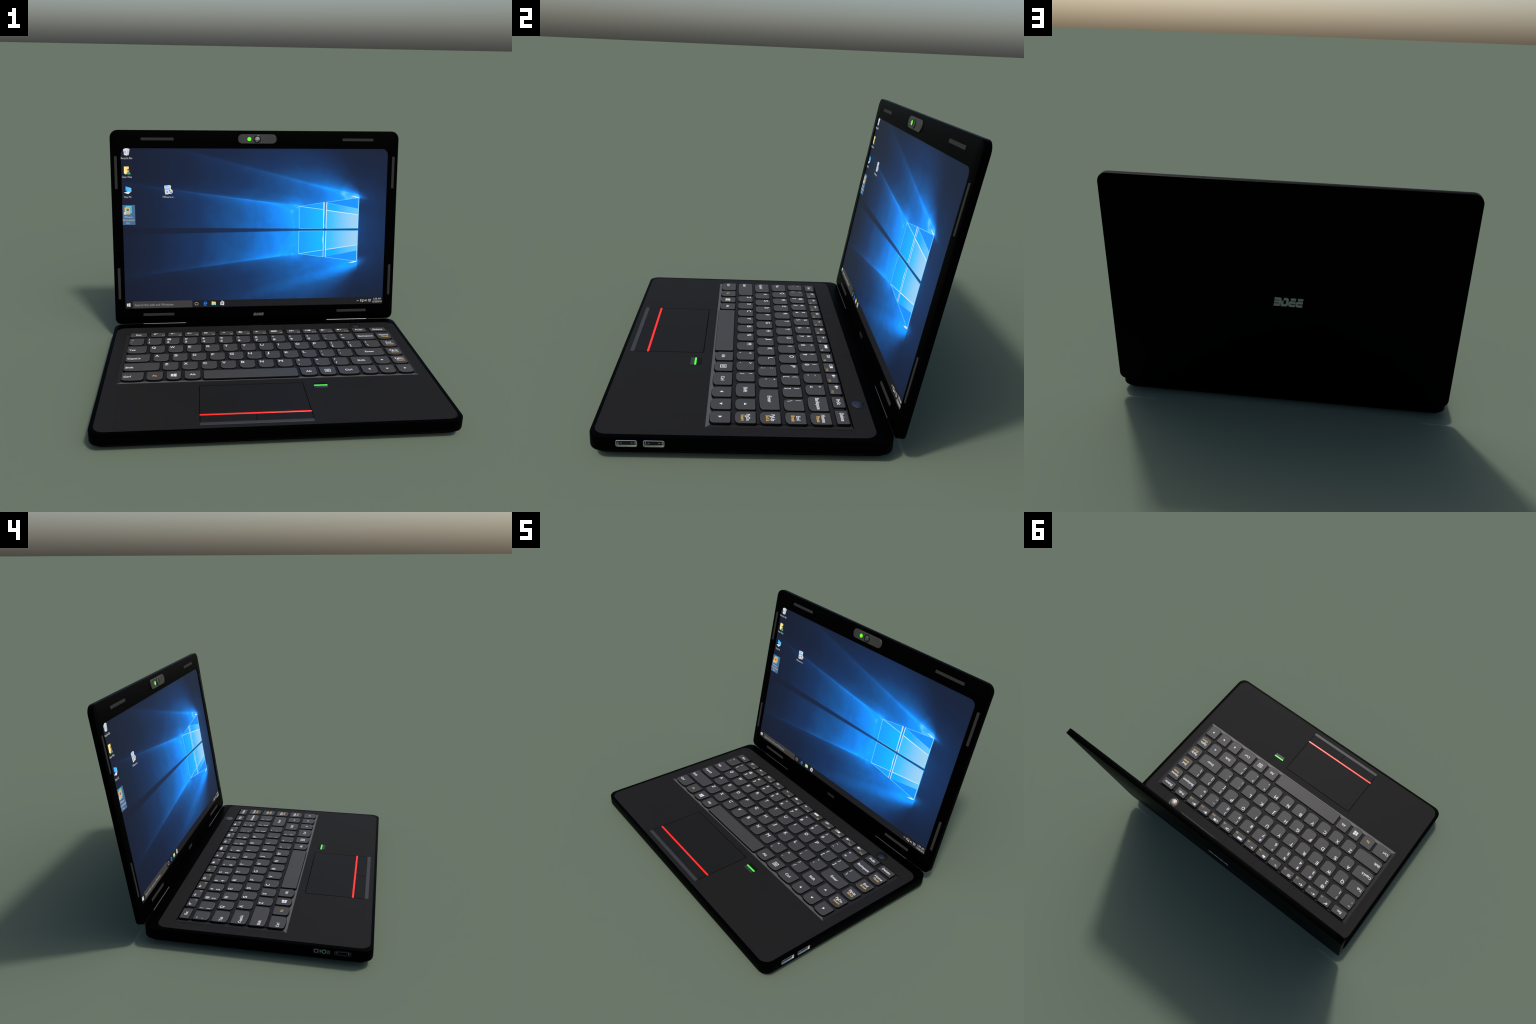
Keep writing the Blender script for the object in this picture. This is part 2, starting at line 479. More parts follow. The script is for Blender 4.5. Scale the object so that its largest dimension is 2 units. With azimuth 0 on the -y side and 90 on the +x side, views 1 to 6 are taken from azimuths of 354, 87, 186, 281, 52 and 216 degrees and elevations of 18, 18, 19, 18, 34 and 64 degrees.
def arrow_key(x0, row, a):
    k, w, d = add_key(x0, x0 + 0.0915, ROW[row], DEP)
    put_shape(LEG, k, [rot(tri, a)], M_LEGEND)
arrow_key(0.574, "B", math.pi / 2); arrow_key(0.686, "B", math.pi); arrow_key(0.798, "B", -math.pi / 2)
arrow_key(0.685, "Z", 0.0)
# right-hand column with amber second words
for row, a, b in (("N", "Home", "Pause"), ("Q", "End", "Break"), ("A", "PgUp", "ScrLk"), ("Z", "PgDn", "Insert")):
    k, w, d = add_key(0.797, 0.890, ROW[row], DEP)
    put_text(LEG, k, a, (0.002, 0.003, -0.0001), 0.0185, M_LEGEND, 0.98, "CENTER")
    put_text(LEG, k, b, (0.006, -0.0205, -0.0001), 0.0165, M_AMBER, 0.92, "CENTER")

# function row: half-height keys with small symbols
FD = 0.0570
def f_key(x0, x1): return add_key(x0, x1, ROW["F"], FD, 0.0006, 0.006)
k, w, d = f_key(-0.874, -0.767); put_text(LEG, k, "Esc", (0, -0.009, -0.0001), 0.0180, M_LEGEND, 1.1, "CENTER")
speaker = [(-0.012, -0.004), (-0.007, -0.004), (0.0, -0.010), (0.0, 0.010), (-0.007, 0.004), (-0.012, 0.004)]
sun = [[(0.007 * math.cos(a) * (1.0 if i % 2 else 1.55), 0.007 * math.sin(a) * (1.0 if i % 2 else 1.55)) for i, a in enumerate(math.tau * j / 16 for j in range(16))]]
minus = bar(0.006, 0.016, -0.0015, 0.0015); plus = [minus, bar(0.0095, 0.0125, 0.0015, 0.005), bar(0.0095, 0.0125, -0.005, -0.0015)]
box = ring_bars(-0.011, 0.011, -0.008, 0.008, 0.0026)
slash = [(-0.012, -0.009), (-0.009, -0.011), (0.012, 0.009), (0.009, 0.011)]
F_SYM = [
    [speaker, moved(slash, 0.002, 0)],
    [speaker, minus], [speaker] + plus,
    box + [rot(bar(-0.007, 0.007, -0.001, 0.001), 0.8), rot(bar(-0.007, 0.007, -0.001, 0.001), -0.8)],
    [bar(-0.009, -0.001, 0.002, 0.005), bar(-0.004, -0.001, -0.004, 0.002), bar(0.002, 0.010, 0.000, 0.003), bar(0.002, 0.005, -0.007, 0.0)],
    [bar(-0.012, 0.012, -0.008, 0.004), bar(-0.009, 0.001, 0.0045, 0.009)],
    [bar(-0.011, 0.011, -0.002, 0.002), [(-0.003, 0.0025), (0.003, 0.0025), (-0.004, 0.010)], [(-0.003, -0.0025), (-0.004, -0.010), (0.003, -0.0025)]],
    [bar(-0.020, 0.020, -0.007, 0.008)],
    ring_bars(-0.016, 0.004, -0.008, 0.008, 0.0026) + [rot(bar(-0.008, 0.008, -0.0014, 0.0014), 0.8), moved(rot(bar(-0.008, 0.008, -0.0014, 0.0014), -0.8), 0.010, 0), moved(rot(bar(-0.008, 0.008, -0.0014, 0.0014), 0.8), 0.010, 0)],
    ring_bars(-0.018, 0.000, -0.008, 0.008, 0.0026) + [bar(0.003, 0.020, -0.008, 0.008)],
    [moved(sun[0], -0.006, 0), minus], [moved(sun[0], -0.006, 0)] + plus,
]
FX = [-0.737, -0.623, -0.510, -0.398, -0.275, -0.161, -0.048, 0.065, 0.188, 0.301, 0.415, 0.528]
for i, x in enumerate(FX):
    k, w, d = f_key(x, x + 0.093)
    put_shape(LEG, k, [moved(p, -0.018 if i not in (7, 8, 9) else -0.012, 0.010, 1.0) for p in F_SYM[i]], M_LEGEND)
    put_text(LEG, k, "F%d" % (i + 1), (0.041, -0.0225, -0.0001), 0.0120, M_AMBER_DIM, 1.1, "RIGHT")
k, w, d = f_key(0.650, 0.743); put_text(LEG, k, "PrtSc", (0, -0.009, -0.0001), 0.0180, M_LEGEND, 0.95, "CENTER")
k, w, d = f_key(0.774, 0.883); put_text(LEG, k, "Delete", (0, -0.009, -0.0001), 0.0180, M_LEGEND, 1.0, "CENTER")

# ------------------------------------------------------------------ touchpad, lights, power button
def deck_plate(name, x0, x1, y0, y1, r, h, mat, bev=0.0006, parent=laptop, z0=DECK - 0.001, n=4):
    bm = bmesh.new()
    inset_plate(bm, lambda o: round_rect(x0 + o, x1 - o, y0 + o, y1 - o, max(r - o, 0.0004), n), z0, DECK + h, bev)
    return new_obj(name, bm, mat, parent, 30)

def deck_groove(x0, x1, y0, y1, name="panel_gap"):
    bm = bmesh.new(); loft(bm, [flat(bar(x0, x1, y0, y1), DECK - 0.002), flat(bar(x0, x1, y0, y1), DECK + 0.00012)])
    return new_obj(name, bm, M_GROOVE, laptop)

G = 0.0034
deck_plate("touchpad", -0.4215, 0.1825, -0.6345, -0.3440, 0.002, 0.0004, M_PAD)
deck_groove(-0.4215 - G, 0.1825 + G, -0.3440, -0.3440 + G)
deck_groove(-0.4215 - G, -0.4215, -0.7190, -0.3440); deck_groove(0.1825, 0.1825 + G, -0.7190, -0.3440)
deck_plate("touchpad_button", -0.4215, -0.1212, -0.7190, -0.6565, 0.002, 0.0005, M_PAD)
deck_plate("touchpad_button", -0.1188, 0.1825, -0.7190, -0.6565, 0.002, 0.0005, M_PAD)
deck_groove(-0.1212, -0.1188, -0.7190, -0.6565)
deck_plate("red_accent_strip", -0.4250, 0.1850, -0.6550, -0.6440, 0.0052, 0.0014, M_RED, 0.0008)
deck_plate("wrist_strip", -0.4245, 0.1835, -0.7475, -0.7245, 0.005, 0.0018, M_STRIP, 0.0010)
for x in (-0.427, 0.185): deck_groove(x - 0.0008, x + 0.0008, 0.392, 0.4825)
deck_plate("indicator_cover", 0.247, 0.326, -0.3715, -0.3465, 0.003, 0.0005, M_COVER)
deck_plate("indicator_cover", 0.246, 0.325, -0.4045, -0.3850, 0.004, 0.0012, M_STRIP)
deck_plate("status_light", 0.2465, 0.3265, -0.3835, -0.3735, 0.003, 0.0012, M_GREEN, 0.0006)

bm = bmesh.new()
PX, PY = 0.6935, 0.4365
c = lambda r: disc(PX, PY, r, 40)
loft(bm, [flat(c(0.0385), DECK - 0.001), flat(c(0.0385), DECK + 0.0003), flat(c(0.0365), DECK + 0.0009), flat(c(0.0335), DECK + 0.0003), flat(c(0.0315), DECK - 0.0002)])
new_obj("power_button_bezel", bm, M_BLACK, laptop, 50)
bm = bmesh.new()
loft(bm, [flat(c(0.0305), DECK - 0.001), flat(c(0.0300), DECK + 0.0010), flat(c(0.0285), DECK + 0.0018)])
new_obj("power_button", bm, M_STEEL, laptop, 30)

# ------------------------------------------------------------------ side sockets
def side_plate(bm, s, y0, y1, z0, z1, r, out, deep=0.002, bev=0.0006):
    """plate on the right (s=1) or left (s=-1) wall, standing out by `out`"""
    O = lambda o: round_rect(y0 + o, y1 - o, z0 + o, z1 - o, max(r - o, 0.0005), 5)
    loft(bm, [sideways(O(0), s * (BX - deep)), sideways(O(0), s * (BX + out - bev)), sideways(O(bev), s * (BX + out))])

for y0, y1 in USB:
    z0, z1 = 0.0620, 0.0950
    bm = bmesh.new()
    O = lambda o, r: round_rect(y0 + o, y1 - o, z0 + o, z1 - o, max(r - o, 0.0012), 5)
    loft(bm, [sideways(O(-0.0002, 0.008), 0.9740), sideways(O(-0.0002, 0.008), BX + 0.0004), sideways(O(0.0012, 0.008), BX + 0.0012),
              sideways(O(0.0034, 0.008), BX + 0.0006), sideways(O(0.0072, 0.008), BX - 0.0080), sideways(O(0.0085, 0.008), BX - 0.0100)])
    port = new_obj("usb_port", bm, M_CHROME, laptop, 30)
    bm = bmesh.new()
    p = round_rect(y0 + 0.0120, y1 - 0.0120, z0 + 0.0130, z1 - 0.0080, 0.001, 3)
    loft(bm, [sideways(p, 0.9755), sideways(p, BX - 0.0030)])
    new_obj("usb_tongue", bm, M_BLACK, port)
    bm = bmesh.new()
    for yc in (0.25, 0.75):
        c = y0 + (y1 - y0) * yc
        loft(bm, [sideways(bar(c - 0.004, c + 0.004, z0 + 0.0168, z0 + 0.0186), 0.9800), sideways(bar(c - 0.004, c + 0.004, z0 + 0.0168, z0 + 0.0186), BX - 0.0026)])
    new_obj("usb_contact", bm, M_MARK, port)

bm = bmesh.new(); side_plate(bm, -1, -0.5560, -0.4580, 0.0630, 0.0945, 0.0085, 0.0008)
audio = new_obj("audio_panel", bm, M_PORT, laptop, 30)
def torus_side(cy, cz, R, r, mat, name):
    bm = bmesh.new(); n, m = 28, 8
    vs = [[bm.verts.new((-(BX - 0.0008) - r * math.sin(math.tau * j / m) * 0.7,
                         cy + (R + r * math.cos(math.tau * j / m)) * math.cos(math.tau * i / n),
                         cz + (R + r * math.cos(math.tau * j / m)) * math.sin(math.tau * i / n))) for j in range(m)] for i in range(n)]
    for i in range(n):
        for j in range(m):
            bm.faces.new([vs[i][j], vs[(i + 1) % n][j], vs[(i + 1) % n][(j + 1) % m], vs[i][(j + 1) % m]])
    new_obj(name, bm, mat, audio, 60)
    bm = bmesh.new(); loft(bm, [sideways(disc(cy, cz, R), -BX), sideways(disc(cy, cz, R), -(BX + 0.0011))])
    new_obj("jack_hole", bm, M_GROOVE, audio)
torus_side(-0.4760, 0.0805, 0.0100, 0.0030, M_PINK, "audio_jack")
torus_side(-0.5205, 0.0800, 0.0100, 0.0030, M_JGREEN, "audio_jack")
bm = bmesh.new()
side_plate(bm, -1, -0.5030, -0.4970, 0.0780, 0.0880, 0.0028, 0.0012, bev=0.0002)
side_plate(bm, -1, -0.5045, -0.4955, 0.0760, 0.0775, 0.0005, 0.0012, bev=0.0002)
side_plate(bm, -1, -0.5005, -0.4995, 0.0700, 0.0760, 0.0004, 0.0012, bev=0.0002)
new_obj("microphone_mark", bm, M_MARK, audio)
bm = bmesh.new()
side_plate(bm, -1, -0.5520, -0.5495, 0.0710, 0.0830, 0.0008, 0.0012, bev=0.0002)
side_plate(bm, -1, -0.5425, -0.5400, 0.0710, 0.0830, 0.0008, 0.0012, bev=0.0002)
side_plate(bm, -1, -0.5505, -0.5415, 0.0840, 0.0862, 0.0008, 0.0012, bev=0.0002)
side_plate(bm, -1, -0.5490, -0.5430, 0.0700, 0.0712, 0.0004, 0.0012, bev=0.0002)
new_obj("headphone_mark", bm, M_MARK, audio)

bm = bmesh.new(); side_plate(bm, -1, -0.6750, -0.5755, 0.0635, 0.0945, 0.0135, 0.0008)
video = new_obj("video_port", bm, M_PORT, laptop, 30)
bm = bmesh.new()
side_plate(bm, -1, -0.5955, -0.5925, 0.0745, 0.0885, 0.0006, 0.0014, bev=0.0002)
side_plate(bm, -1, -0.6595, -0.6565, 0.0745, 0.0885, 0.0006, 0.0014, bev=0.0002)
side_plate(bm, -1, -0.6560, -0.5960, 0.0872, 0.0882, 0.0003, 0.0012, bev=0.0002)
new_obj("port_frame", bm, M_MARK, video)
bm = bmesh.new(); side_plate(bm, -1, -0.6560, -0.5960, 0.0735, 0.0868, 0.002, 0.0012, bev=0.0002)
new_obj("port_opening", bm, M_GROOVE, video)
bm = bmesh.new(); side_plate(bm, -1, -0.6430, -0.6090, 0.0795, 0.0810, 0.0005, 0.0017, bev=0.0002)
new_obj("port_tongue", bm, M_PORT, video)

# ------------------------------------------------------------------ lid (own tilted frame: x, depth n = local y, height w = local z)
TILT = math.radians(8.55)
LID_LOC, LID_ROT = (0.0, 0.5402, 0.0), (-TILT, 0.0, 0.0)
LX, LW0, LW1, THICK = 0.9975, 0.1105, 1.4583, 0.0362
LRAD = (0.042, 0.042, 0.053, 0.053)
def lid_outline(o, n=6):
    return round_rect(-LX + o, LX - o, LW0 + o, LW1 - o, [max(r - o, 0.01) for r in LRAD], n)
OX0, OX1, OW0, OW1 = -0.9270, 0.9258, 0.2215, 1.3375
ORAD = (0.010, 0.010, 0.040, 0.042)
def opening(o, n=6): return round_rect(OX0 + o, OX1 - o, OW0 + o, OW1 - o, [max(r - o, 0.004) for r in ORAD], n)

def lid_obj(name, bm, mat, parent=laptop, smooth=None):
    o = new_obj(name, bm, mat, parent, smooth)
    if parent is laptop: o.location, o.rotation_euler = LID_LOC, LID_ROT
    return o

bm = bmesh.new()
loft(bm, [upright(lid_outline(0.0020), THICK), upright(lid_outline(0.0006), THICK - 0.0006), upright(lid_outline(0.0), THICK - 0.0022),
          upright(lid_outline(0.0), 0.0025), upright(lid_outline(0.0008), 0.0007), upright(lid_outline(0.0028), 0.0),
          upright(opening(-0.0012), 0.0), upright(opening(0.0), 0.0010), upright(opening(0.0), 0.0065)])
lid = lid_obj("screen_lid", bm, M_BODY, laptop, 35)

# grey rubber bumpers round the screen edge
def lid_plate(name, x0, x1, w0, w1, r, n0, n1, mat, bev=0.0006, parent=laptop, segs=4):
    bm = bmesh.new()
    O = lambda o: round_rect(x0 + o, x1 - o, w0 + o, w1 - o, max(r - o, 0.0004), segs)
    loft(bm, [upright(O(0), n0), upright(O(0), n1 + bev), upright(O(bev), n1)])
    return lid_obj(name, bm, mat, parent, 30)
for s in (-1, 1):
    mid = 0.0135 if s > 0 else -0.0105
    cx = 0.7060 if s > 0 else -0.6805
    lid_plate("rubber_bumper", cx - 0.1100, cx + 0.1100, 1.3895, 1.4080, 0.003, 0.001, -0.0028, M_BUMPER)
    cx = 0.6925 if s > 0 else -0.6945
    lid_plate("rubber_bumper", cx - 0.1085, cx + 0.1085, 0.1675, 0.1855, 0.003, 0.001, -0.0028, M_BUMPER)
    cx = 0.9645 if s > 0 else -0.9628
    lid_plate("rubber_bumper", cx - 0.0088, cx + 0.0088, 1.0620, 1.2830, 0.003, 0.001, -0.0028, M_BUMPER)
    lid_plate("rubber_bumper", cx - 0.0088, cx + 0.0088, 0.2905, 0.5130, 0.003, 0.001, -0.0028, M_BUMPER)

# webcam block
cam = lid_plate("webcam_housing", -0.1325, 0.1335, 1.3695, 1.4335, 0.029, 0.001, -0.0060, M_GUN, 0.0022, segs=10)
def lid_disc(name, cx, cw, rings, mat, parent):
    bm = bmesh.new(); loft(bm, [upright(disc(cx, cw, r, 32), n) for r, n in rings])
    return lid_obj(name, bm, mat, parent, 40)
lid_disc("indicator_led", -0.0553, 1.4005, [(0.0128, -0.005), (0.0128, -0.0066), (0.0110, -0.0072)], M_LED, cam)
lid_disc("lens_ring", 0.0, 1.4010, [(0.0262, -0.005), (0.0258, -0.0085), (0.0235, -0.0100), (0.0185, -0.0100), (0.0165, -0.0085), (0.0165, -0.0070)], M_BLACK, cam)
lid_disc("camera_lens", 0.0, 1.4010, [(0.0166, -0.0066), (0.0166, -0.0080), (0.0156, -0.0084), (0.006, -0.0085)], M_LENS, cam)

# hinges: polished barrels between base and lid
for x0, x1 in ((-0.8045, -0.5045), (0.5110, 0.8070)):
    bm = bmesh.new(); n = 20
    rr = lambda x, r: [(x, 0.5620 + r * math.cos(math.tau * i / n), 0.1046 + r * math.sin(math.tau * i / n)) for i in range(n)]
    loft(bm, [rr(x0, 0.0075), rr(x0 + 0.0008, 0.0085), rr(x1 - 0.0008, 0.0085), rr(x1, 0.0075)])
    new_obj("hinge", bm, M_HINGE, laptop, 40)

bm = bmesh.new(); n = 16
rr = lambda x, r: [(x, 0.5640 + r * math.cos(math.tau * i / n), 0.1030 + r * math.sin(math.tau * i / n)) for i in range(n)]
loft(bm, [rr(-0.5035, 0.0070), rr(0.5100, 0.0070)])
new_obj("hinge_cover", bm, M_BODY, laptop, 40)

# ------------------------------------------------------------------ raised maker's mark, letters cut by slits
def arc(cx, cy, rx, ry, a0, a1, n=8):
    return [(cx + rx * math.cos(math.radians(a0 + (a1 - a0) * i / n)), cy + ry * math.sin(math.radians(a0 + (a1 - a0) * i / n))) for i in range(n + 1)]
# each letter in a unit cell 1 wide, 1 high, as convex strokes
L3 = [[(0, 0.72), (0.75, 0.72)] + arc(0.75, 0.76, 0.28, 0.24, 0, 90) + [(0, 1.0)],
      [(0, 0.385), (1.0, 0.385), (1.0, 0.645), (0, 0.645)], [(0.72, 0.645), (1.02, 0.645), (1.03, 0.73), (0.70, 0.73)],
      [(0.72, 0.30), (1.0, 0.30), (1.0, 0.385), (0.72, 0.385)],
      [(0, 0), (0.70, 0)] + arc(0.70, 0.26, 0.28, 0.26, -90, 0) + [(0.95, 0.305), (0, 0.305)]]
LD = [[(0.28, 0.72), (1.0, 0.72)] + arc(0.70, 0.76, 0.32, 0.24, 0, 90) + [(0.28, 1.0)],
      [(0.68, 0.26), (1.02, 0.26), (1.02, 0.72), (0.68, 0.72)],
      [(0.0, 0.0), (0.68, 0.0)] + arc(0.68, 0.28, 0.32, 0.28, -90, 0) + [(0.0, 0.28)],
      [(0.0, 0.28), (0.32, 0.28), (0.32, 0.66), (0.0, 0.66)]]
LE = [[(0.22, 0.74), (1.0, 0.74), (1.0, 1.0), (0.22, 1.0)],
      [(1.0, 0.37), (1.0, 0.66), (0.30, 0.66)] + arc(0.30, 0.40, 0.30, 0.26, 90, 180) + [(0.0, 0.37)],
      [(0.0, 0.27), (0.30, 0.27), (0.30, 0.37), (0.0, 0.37)],
      [(1.0, 0.0), (1.0, 0.27), (0.0, 0.27)] + arc(0.30, 0.26, 0.30, 0.26, 180, 270)]
def badge(x_left, w0, width, height, n0, n1, facing, slant, mat):
    """facing=-1: read from the front, +1: read from behind (letters run towards -x)"""
    step = width / 4.12
    for i, strokes in enumerate((L3, LD, LE, LE)):
        bm = bmesh.new()
        for st in strokes:
            pts = []
            for u, v in st:
                a = (i * 1.03 + u * 0.985) * step + v * slant
                pts.append((x_left + a if facing < 0 else x_left - a, w0 + v * height))
            loft(bm, [upright(pts, n0), upright(pts, n1)])
        lid_obj("badge_letter", bm, mat)
badge(0.0500, 0.7245, 0.1625, 0.0560, THICK - 0.001, THICK + 0.0025, +1, 0.0065, M_LOGO)
badge(-0.0225, 0.1535, 0.0720, 0.0195, 0.001, -0.0012, -1, 0.0030, M_BADGE)

# ------------------------------------------------------------------ the display picture
def wallpaper():
    m = bpy.data.materials.new("desktop_light_beams"); m.use_nodes = True
    nt = m.node_tree; p = nt.nodes["Principled BSDF"]
    tc = nt.nodes.new("ShaderNodeTexCoord"); se = nt.nodes.new("ShaderNodeSeparateXYZ")
    nt.links.new(tc.outputs["Object"], se.inputs[0])
    x, w = X(nt, se.outputs[0]), X(nt, se.outputs[2])
    line = lambda x0, w0, k: (x - x0) * k + w0
    u1 = w - line(0.728, 0.998, -0.262)     # above the top beam
    um = w - line(0.475, 0.961, -0.182)
    u2 = w - line(0.299, 0.937, -0.135)
    d3 = line(0.298, 0.601, 0.128) - w      # below the lower beam
    dm = line(0.480, 0.569, 0.182) - w
    d1 = line(0.720, 0.535, 0.262) - w
    left = (0.30 - x).max(0.0)
    left7 = (0.728 - x).max(0.0)
    fade = ((left * -1.45).exp() - 0.16) * 1.19
    inside = x.step(0.734, 0.722)
    right = ((x - 0.724).max(0.0) * -34.0).exp()
    fadeU = ((left7 * -1.4).exp() - 0.10) * 1.11 * inside
    # central fan of light between the beams
    core = u2.step(0.010, -0.004) * d3.step(0.010, -0.004) * fade * inside
    edge2 = ((u2.abs() * -42.0).exp() * 0.75 + (u2.abs() * -170.0).exp() * 0.45) * ((left * -2.1).exp()) * x.step(0.36, 0.28) * 0.62
    edge3 = ((d3.abs() * -34.0).exp() * 0.80 + (d3.abs() * -170.0).exp() * 0.35) * ((left * -2.2).exp()) * x.step(0.36, 0.28) * 0.50
    # fan above
    upA = u2.step(-0.036, -0.012) * um.step(0.014, -0.008) * fadeU * 0.98
    upB = um.step(-0.006, 0.012) * u1.step(0.020, -0.014) * fadeU * 0.86
    edge1 = ((u1.abs() * -38.0).exp() * 0.80 + (u1.abs() * -170.0).exp() * 0.45) * ((left7 * -2.3).exp()) * x.step(0.735, 0.715) * 0.42
    over = u1.step(-0.012, 0.014) * ((u1 / (left7 + 0.035) * -2.3).min(0.0).exp()) * ((left7 * -2.6).exp()) * right * 1.10
    # fan below
    loA = d3.step(-0.036, -0.012) * dm.step(0.014, -0.008) * fadeU * 0.96
    loB = dm.step(-0.006, 0.012) * d1.step(0.085, -0.060) * fadeU * 0.88
    under = d1.step(-0.050, 0.060) * ((d1 / (left7 + 0.035) * -2.0).min(0.0).exp()) * ((left7 * -1.9).exp()) * right * 1.15
    # haze right of the window and around everything
    rr = (((x - 0.62) * (x - 0.62)) * 1.0 + ((w - 0.77) * (w - 0.77)) * 1.3).sqrt()
    haze = ((rr * -3.0).exp()) * 0.48
    star = lambda sx, sw: (((((x - sx) * (x - sx)) + ((w - sw) * (w - sw)) * 2.2).sqrt()) * -26.0).exp()
    stars = (star(0.712, 1.001) + star(0.708, 0.532)) * 0.40 + (star(0.28, 0.939) + star(0.28, 0.598)) * 0.10
    v = core.max(upA + upB).max(loA + loB) + edge2 + edge3 + edge1 + over + under + haze + stars
    # dark wedge running left from the cross-bar
    half = left * 0.0138 + 0.0078
    off = (w - 0.7715).abs() - half
    wedge = off.step(0.004, -0.004) * x.step(0.735, 0.72)
    v = v.min(1.10) * (1.0 - wedge * 0.62)
    # drifting smoke
    no = nt.nodes.new("ShaderNodeTexNoise"); no.inputs["Scale"].default_value = 5.5
    no.inputs["Detail"].default_value = 5.0; no.inputs["Distortion"].default_value = 1.4
    nt.links.new(tc.outputs["Object"], no.inputs["Vector"])
    v = v * (X(nt, no.outputs["Fac"]) * 0.42 + 0.80)
    ra = nt.nodes.new("ShaderNodeValToRGB"); cr = ra.color_ramp
    stops = [(0.0, (22, 28, 45)), (0.08, (23, 35, 60)), (0.22, (25, 52, 95)), (0.42, (27, 84, 150)), (0.60, (26, 112, 206)),
             (0.76, (26, 138, 246)), (0.90, (26, 158, 255)), (1.0, (120, 212, 250))]
    while len(cr.elements) < len(stops): cr.elements.new(0.5)
    for e, (pos, c) in zip(cr.elements, stops): e.position, e.color = pos, (*lin(c), 1)
    nt.links.new((v * 0.80).o, ra.inputs[0])
    screen_output(nt, p, ra.outputs[0])
    return m

bm = bmesh.new()
loft(bm, [upright(opening(0.0004), 0.0060), upright(opening(0.0004), 0.0040)])
display = lid_obj("display_panel", bm, wallpaper(), laptop)

FACE = 0.0040
def lit(name, polys, mat, layer=1, parent=display):
    """thin picture element lying on the display"""
    bm = bmesh.new()
    for pts in polys:
        plate_up(bm, pts, FACE - 0.00005 - 0.0002 * (layer - 1), FACE - 0.0002 * layer)
    return lid_obj(name, bm, mat, parent)

def lit_text(name, txt, x, w, cap, mat, align="LEFT", layer=2, wide=1.0):
    o = put_text(name, display, txt, (x, FACE - 0.0002 * layer + 0.0002, w), cap, mat, wide, align, weight=0.0)
    o.rotation_euler = (math.pi / 2, 0, 0)
    return o

# the four glowing panes, each cut into bands by the crossing beams
W_ = lambda a, b: (a, b)
lit("window_pane", [[(0.299, 0.937), (0.301, 0.779), (0.476, 0.778), (0.477, 0.913)]], glow("pane_blue", (26, 152, 255), (24, 176, 255), (0.30, 0.48)))
lit("window_pane", [[(0.299, 0.937), (0.477, 0.913), (0.478, 0.964)]], glow("pane_band", (27, 140, 248), (28, 156, 255), (0.30, 0.48)))
lit("window_pane", [[(0.496, 0.966), (0.4965, 0.961), (0.7235, 0.917), (0.727, 0.996)]], glow("pane_deep", (28, 132, 240), (26, 142, 252), (0.50, 0.72)))
lit("window_pane", [[(0.4965, 0.961), (0.4955, 0.908), (0.7240, 0.875), (0.7245, 0.917)]], glow("pane_mid", (22, 166, 252), (100, 190, 242), (0.53, 0.74)))
lit("window_pane", [[(0.4955, 0.908), (0.494, 0.778), (0.724, 0.778), (0.7240, 0.875)]], glow("pane_pale", (48, 182, 252), (154, 200, 230), (0.48, 0.74)))
lit("window_pane", [[(0.299, 0.599), (0.476, 0.624), (0.477, 0.762), (0.299, 0.761)]], glow("pane_blue", (26, 152, 255)))
lit("window_pane", [[(0.299, 0.599), (0.477, 0.573), (0.476, 0.624)]], glow("pane_band", (27, 140, 248)))
lit("window_pane", [[(0.494, 0.761), (0.4935, 0.627), (0.7225, 0.658), (0.724, 0.761)]], glow("pane_pale", (62, 190, 255)))
lit("window_pane", [[(0.4935, 0.627), (0.493, 0.574), (0.722, 0.617), (0.7225, 0.658)]], glow("pane_mid", (24, 172, 255)))
lit("window_pane", [[(0.493, 0.574), (0.493, 0.572), (0.722, 0.539), (0.722, 0.617)]], glow("pane_deep", (28, 132, 240)))

def stroke(a, b, t):
    d = Vector((b[0] - a[0], b[1] - a[1])).normalized(); n = Vector((-d.y, d.x)) * t / 2
    return [(a[0] - n.x, a[1] - n.y), (b[0] - n.x, b[1] - n.y), (b[0] + n.x, b[1] + n.y), (a[0] + n.x, a[1] + n.y)]
CY, PL = glow("beam_cyan", (96, 208, 244)), glow("beam_pale", (206, 228, 226))
lit("pane_edge", [stroke((0.299, 0.937), (0.301, 0.779), 0.0040), stroke((0.301, 0.779), (0.476, 0.778), 0.0022), stroke((0.299, 0.761), (0.477, 0.762), 0.0022),
                  stroke((0.299, 0.761), (0.299, 0.599), 0.0040), stroke((0.299, 0.599), (0.477, 0.573), 0.0030), stroke((0.299, 0.937), (0.478, 0.964), 0.0020),
                  stroke((0.494, 0.778), (0.724, 0.778), 0.0022), stroke((0.494, 0.761), (0.724, 0.761), 0.0022),
                  stroke((0.496, 0.966), (0.727, 0.996), 0.0028), stroke((0.493, 0.572), (0.722, 0.539), 0.0028), stroke((0.4965, 0.961), (0.7245, 0.917), 0.0020)], CY, 2)
lit("pane_edge", [stroke((0.299, 0.937), (0.477, 0.913), 0.0040), stroke((0.299, 0.599), (0.476, 0.624), 0.0036)], glow("beam_light", (140, 220, 242)), 3)
lit("pane_edge", [[(0.472, 0.965), (0.481, 0.965), (0.478, 0.778), (0.474, 0.778)], [(0.475, 0.762), (0.478, 0.762), (0.4795, 0.573), (0.475, 0.573)],
                  [(0.475, 0.735), (0.475, 0.660), (0.4705, 0.700)],
                  stroke((0.496, 0.966), (0.494, 0.778), 0.0052), stroke((0.494, 0.761), (0.4925, 0.572), 0.0052),
                  stroke((0.4955, 0.908), (0.7240, 0.875), 0.0050), stroke((0.4935, 0.627), (0.7225, 0.658), 0.0042)], PL, 3)
lit("pane_edge", [stroke((0.727, 0.997), (0.724, 0.778), 0.0040), stroke((0.724, 0.761), (0.722, 0.539), 0.0040)], glow("beam_edge", (146, 218, 234)), 3)
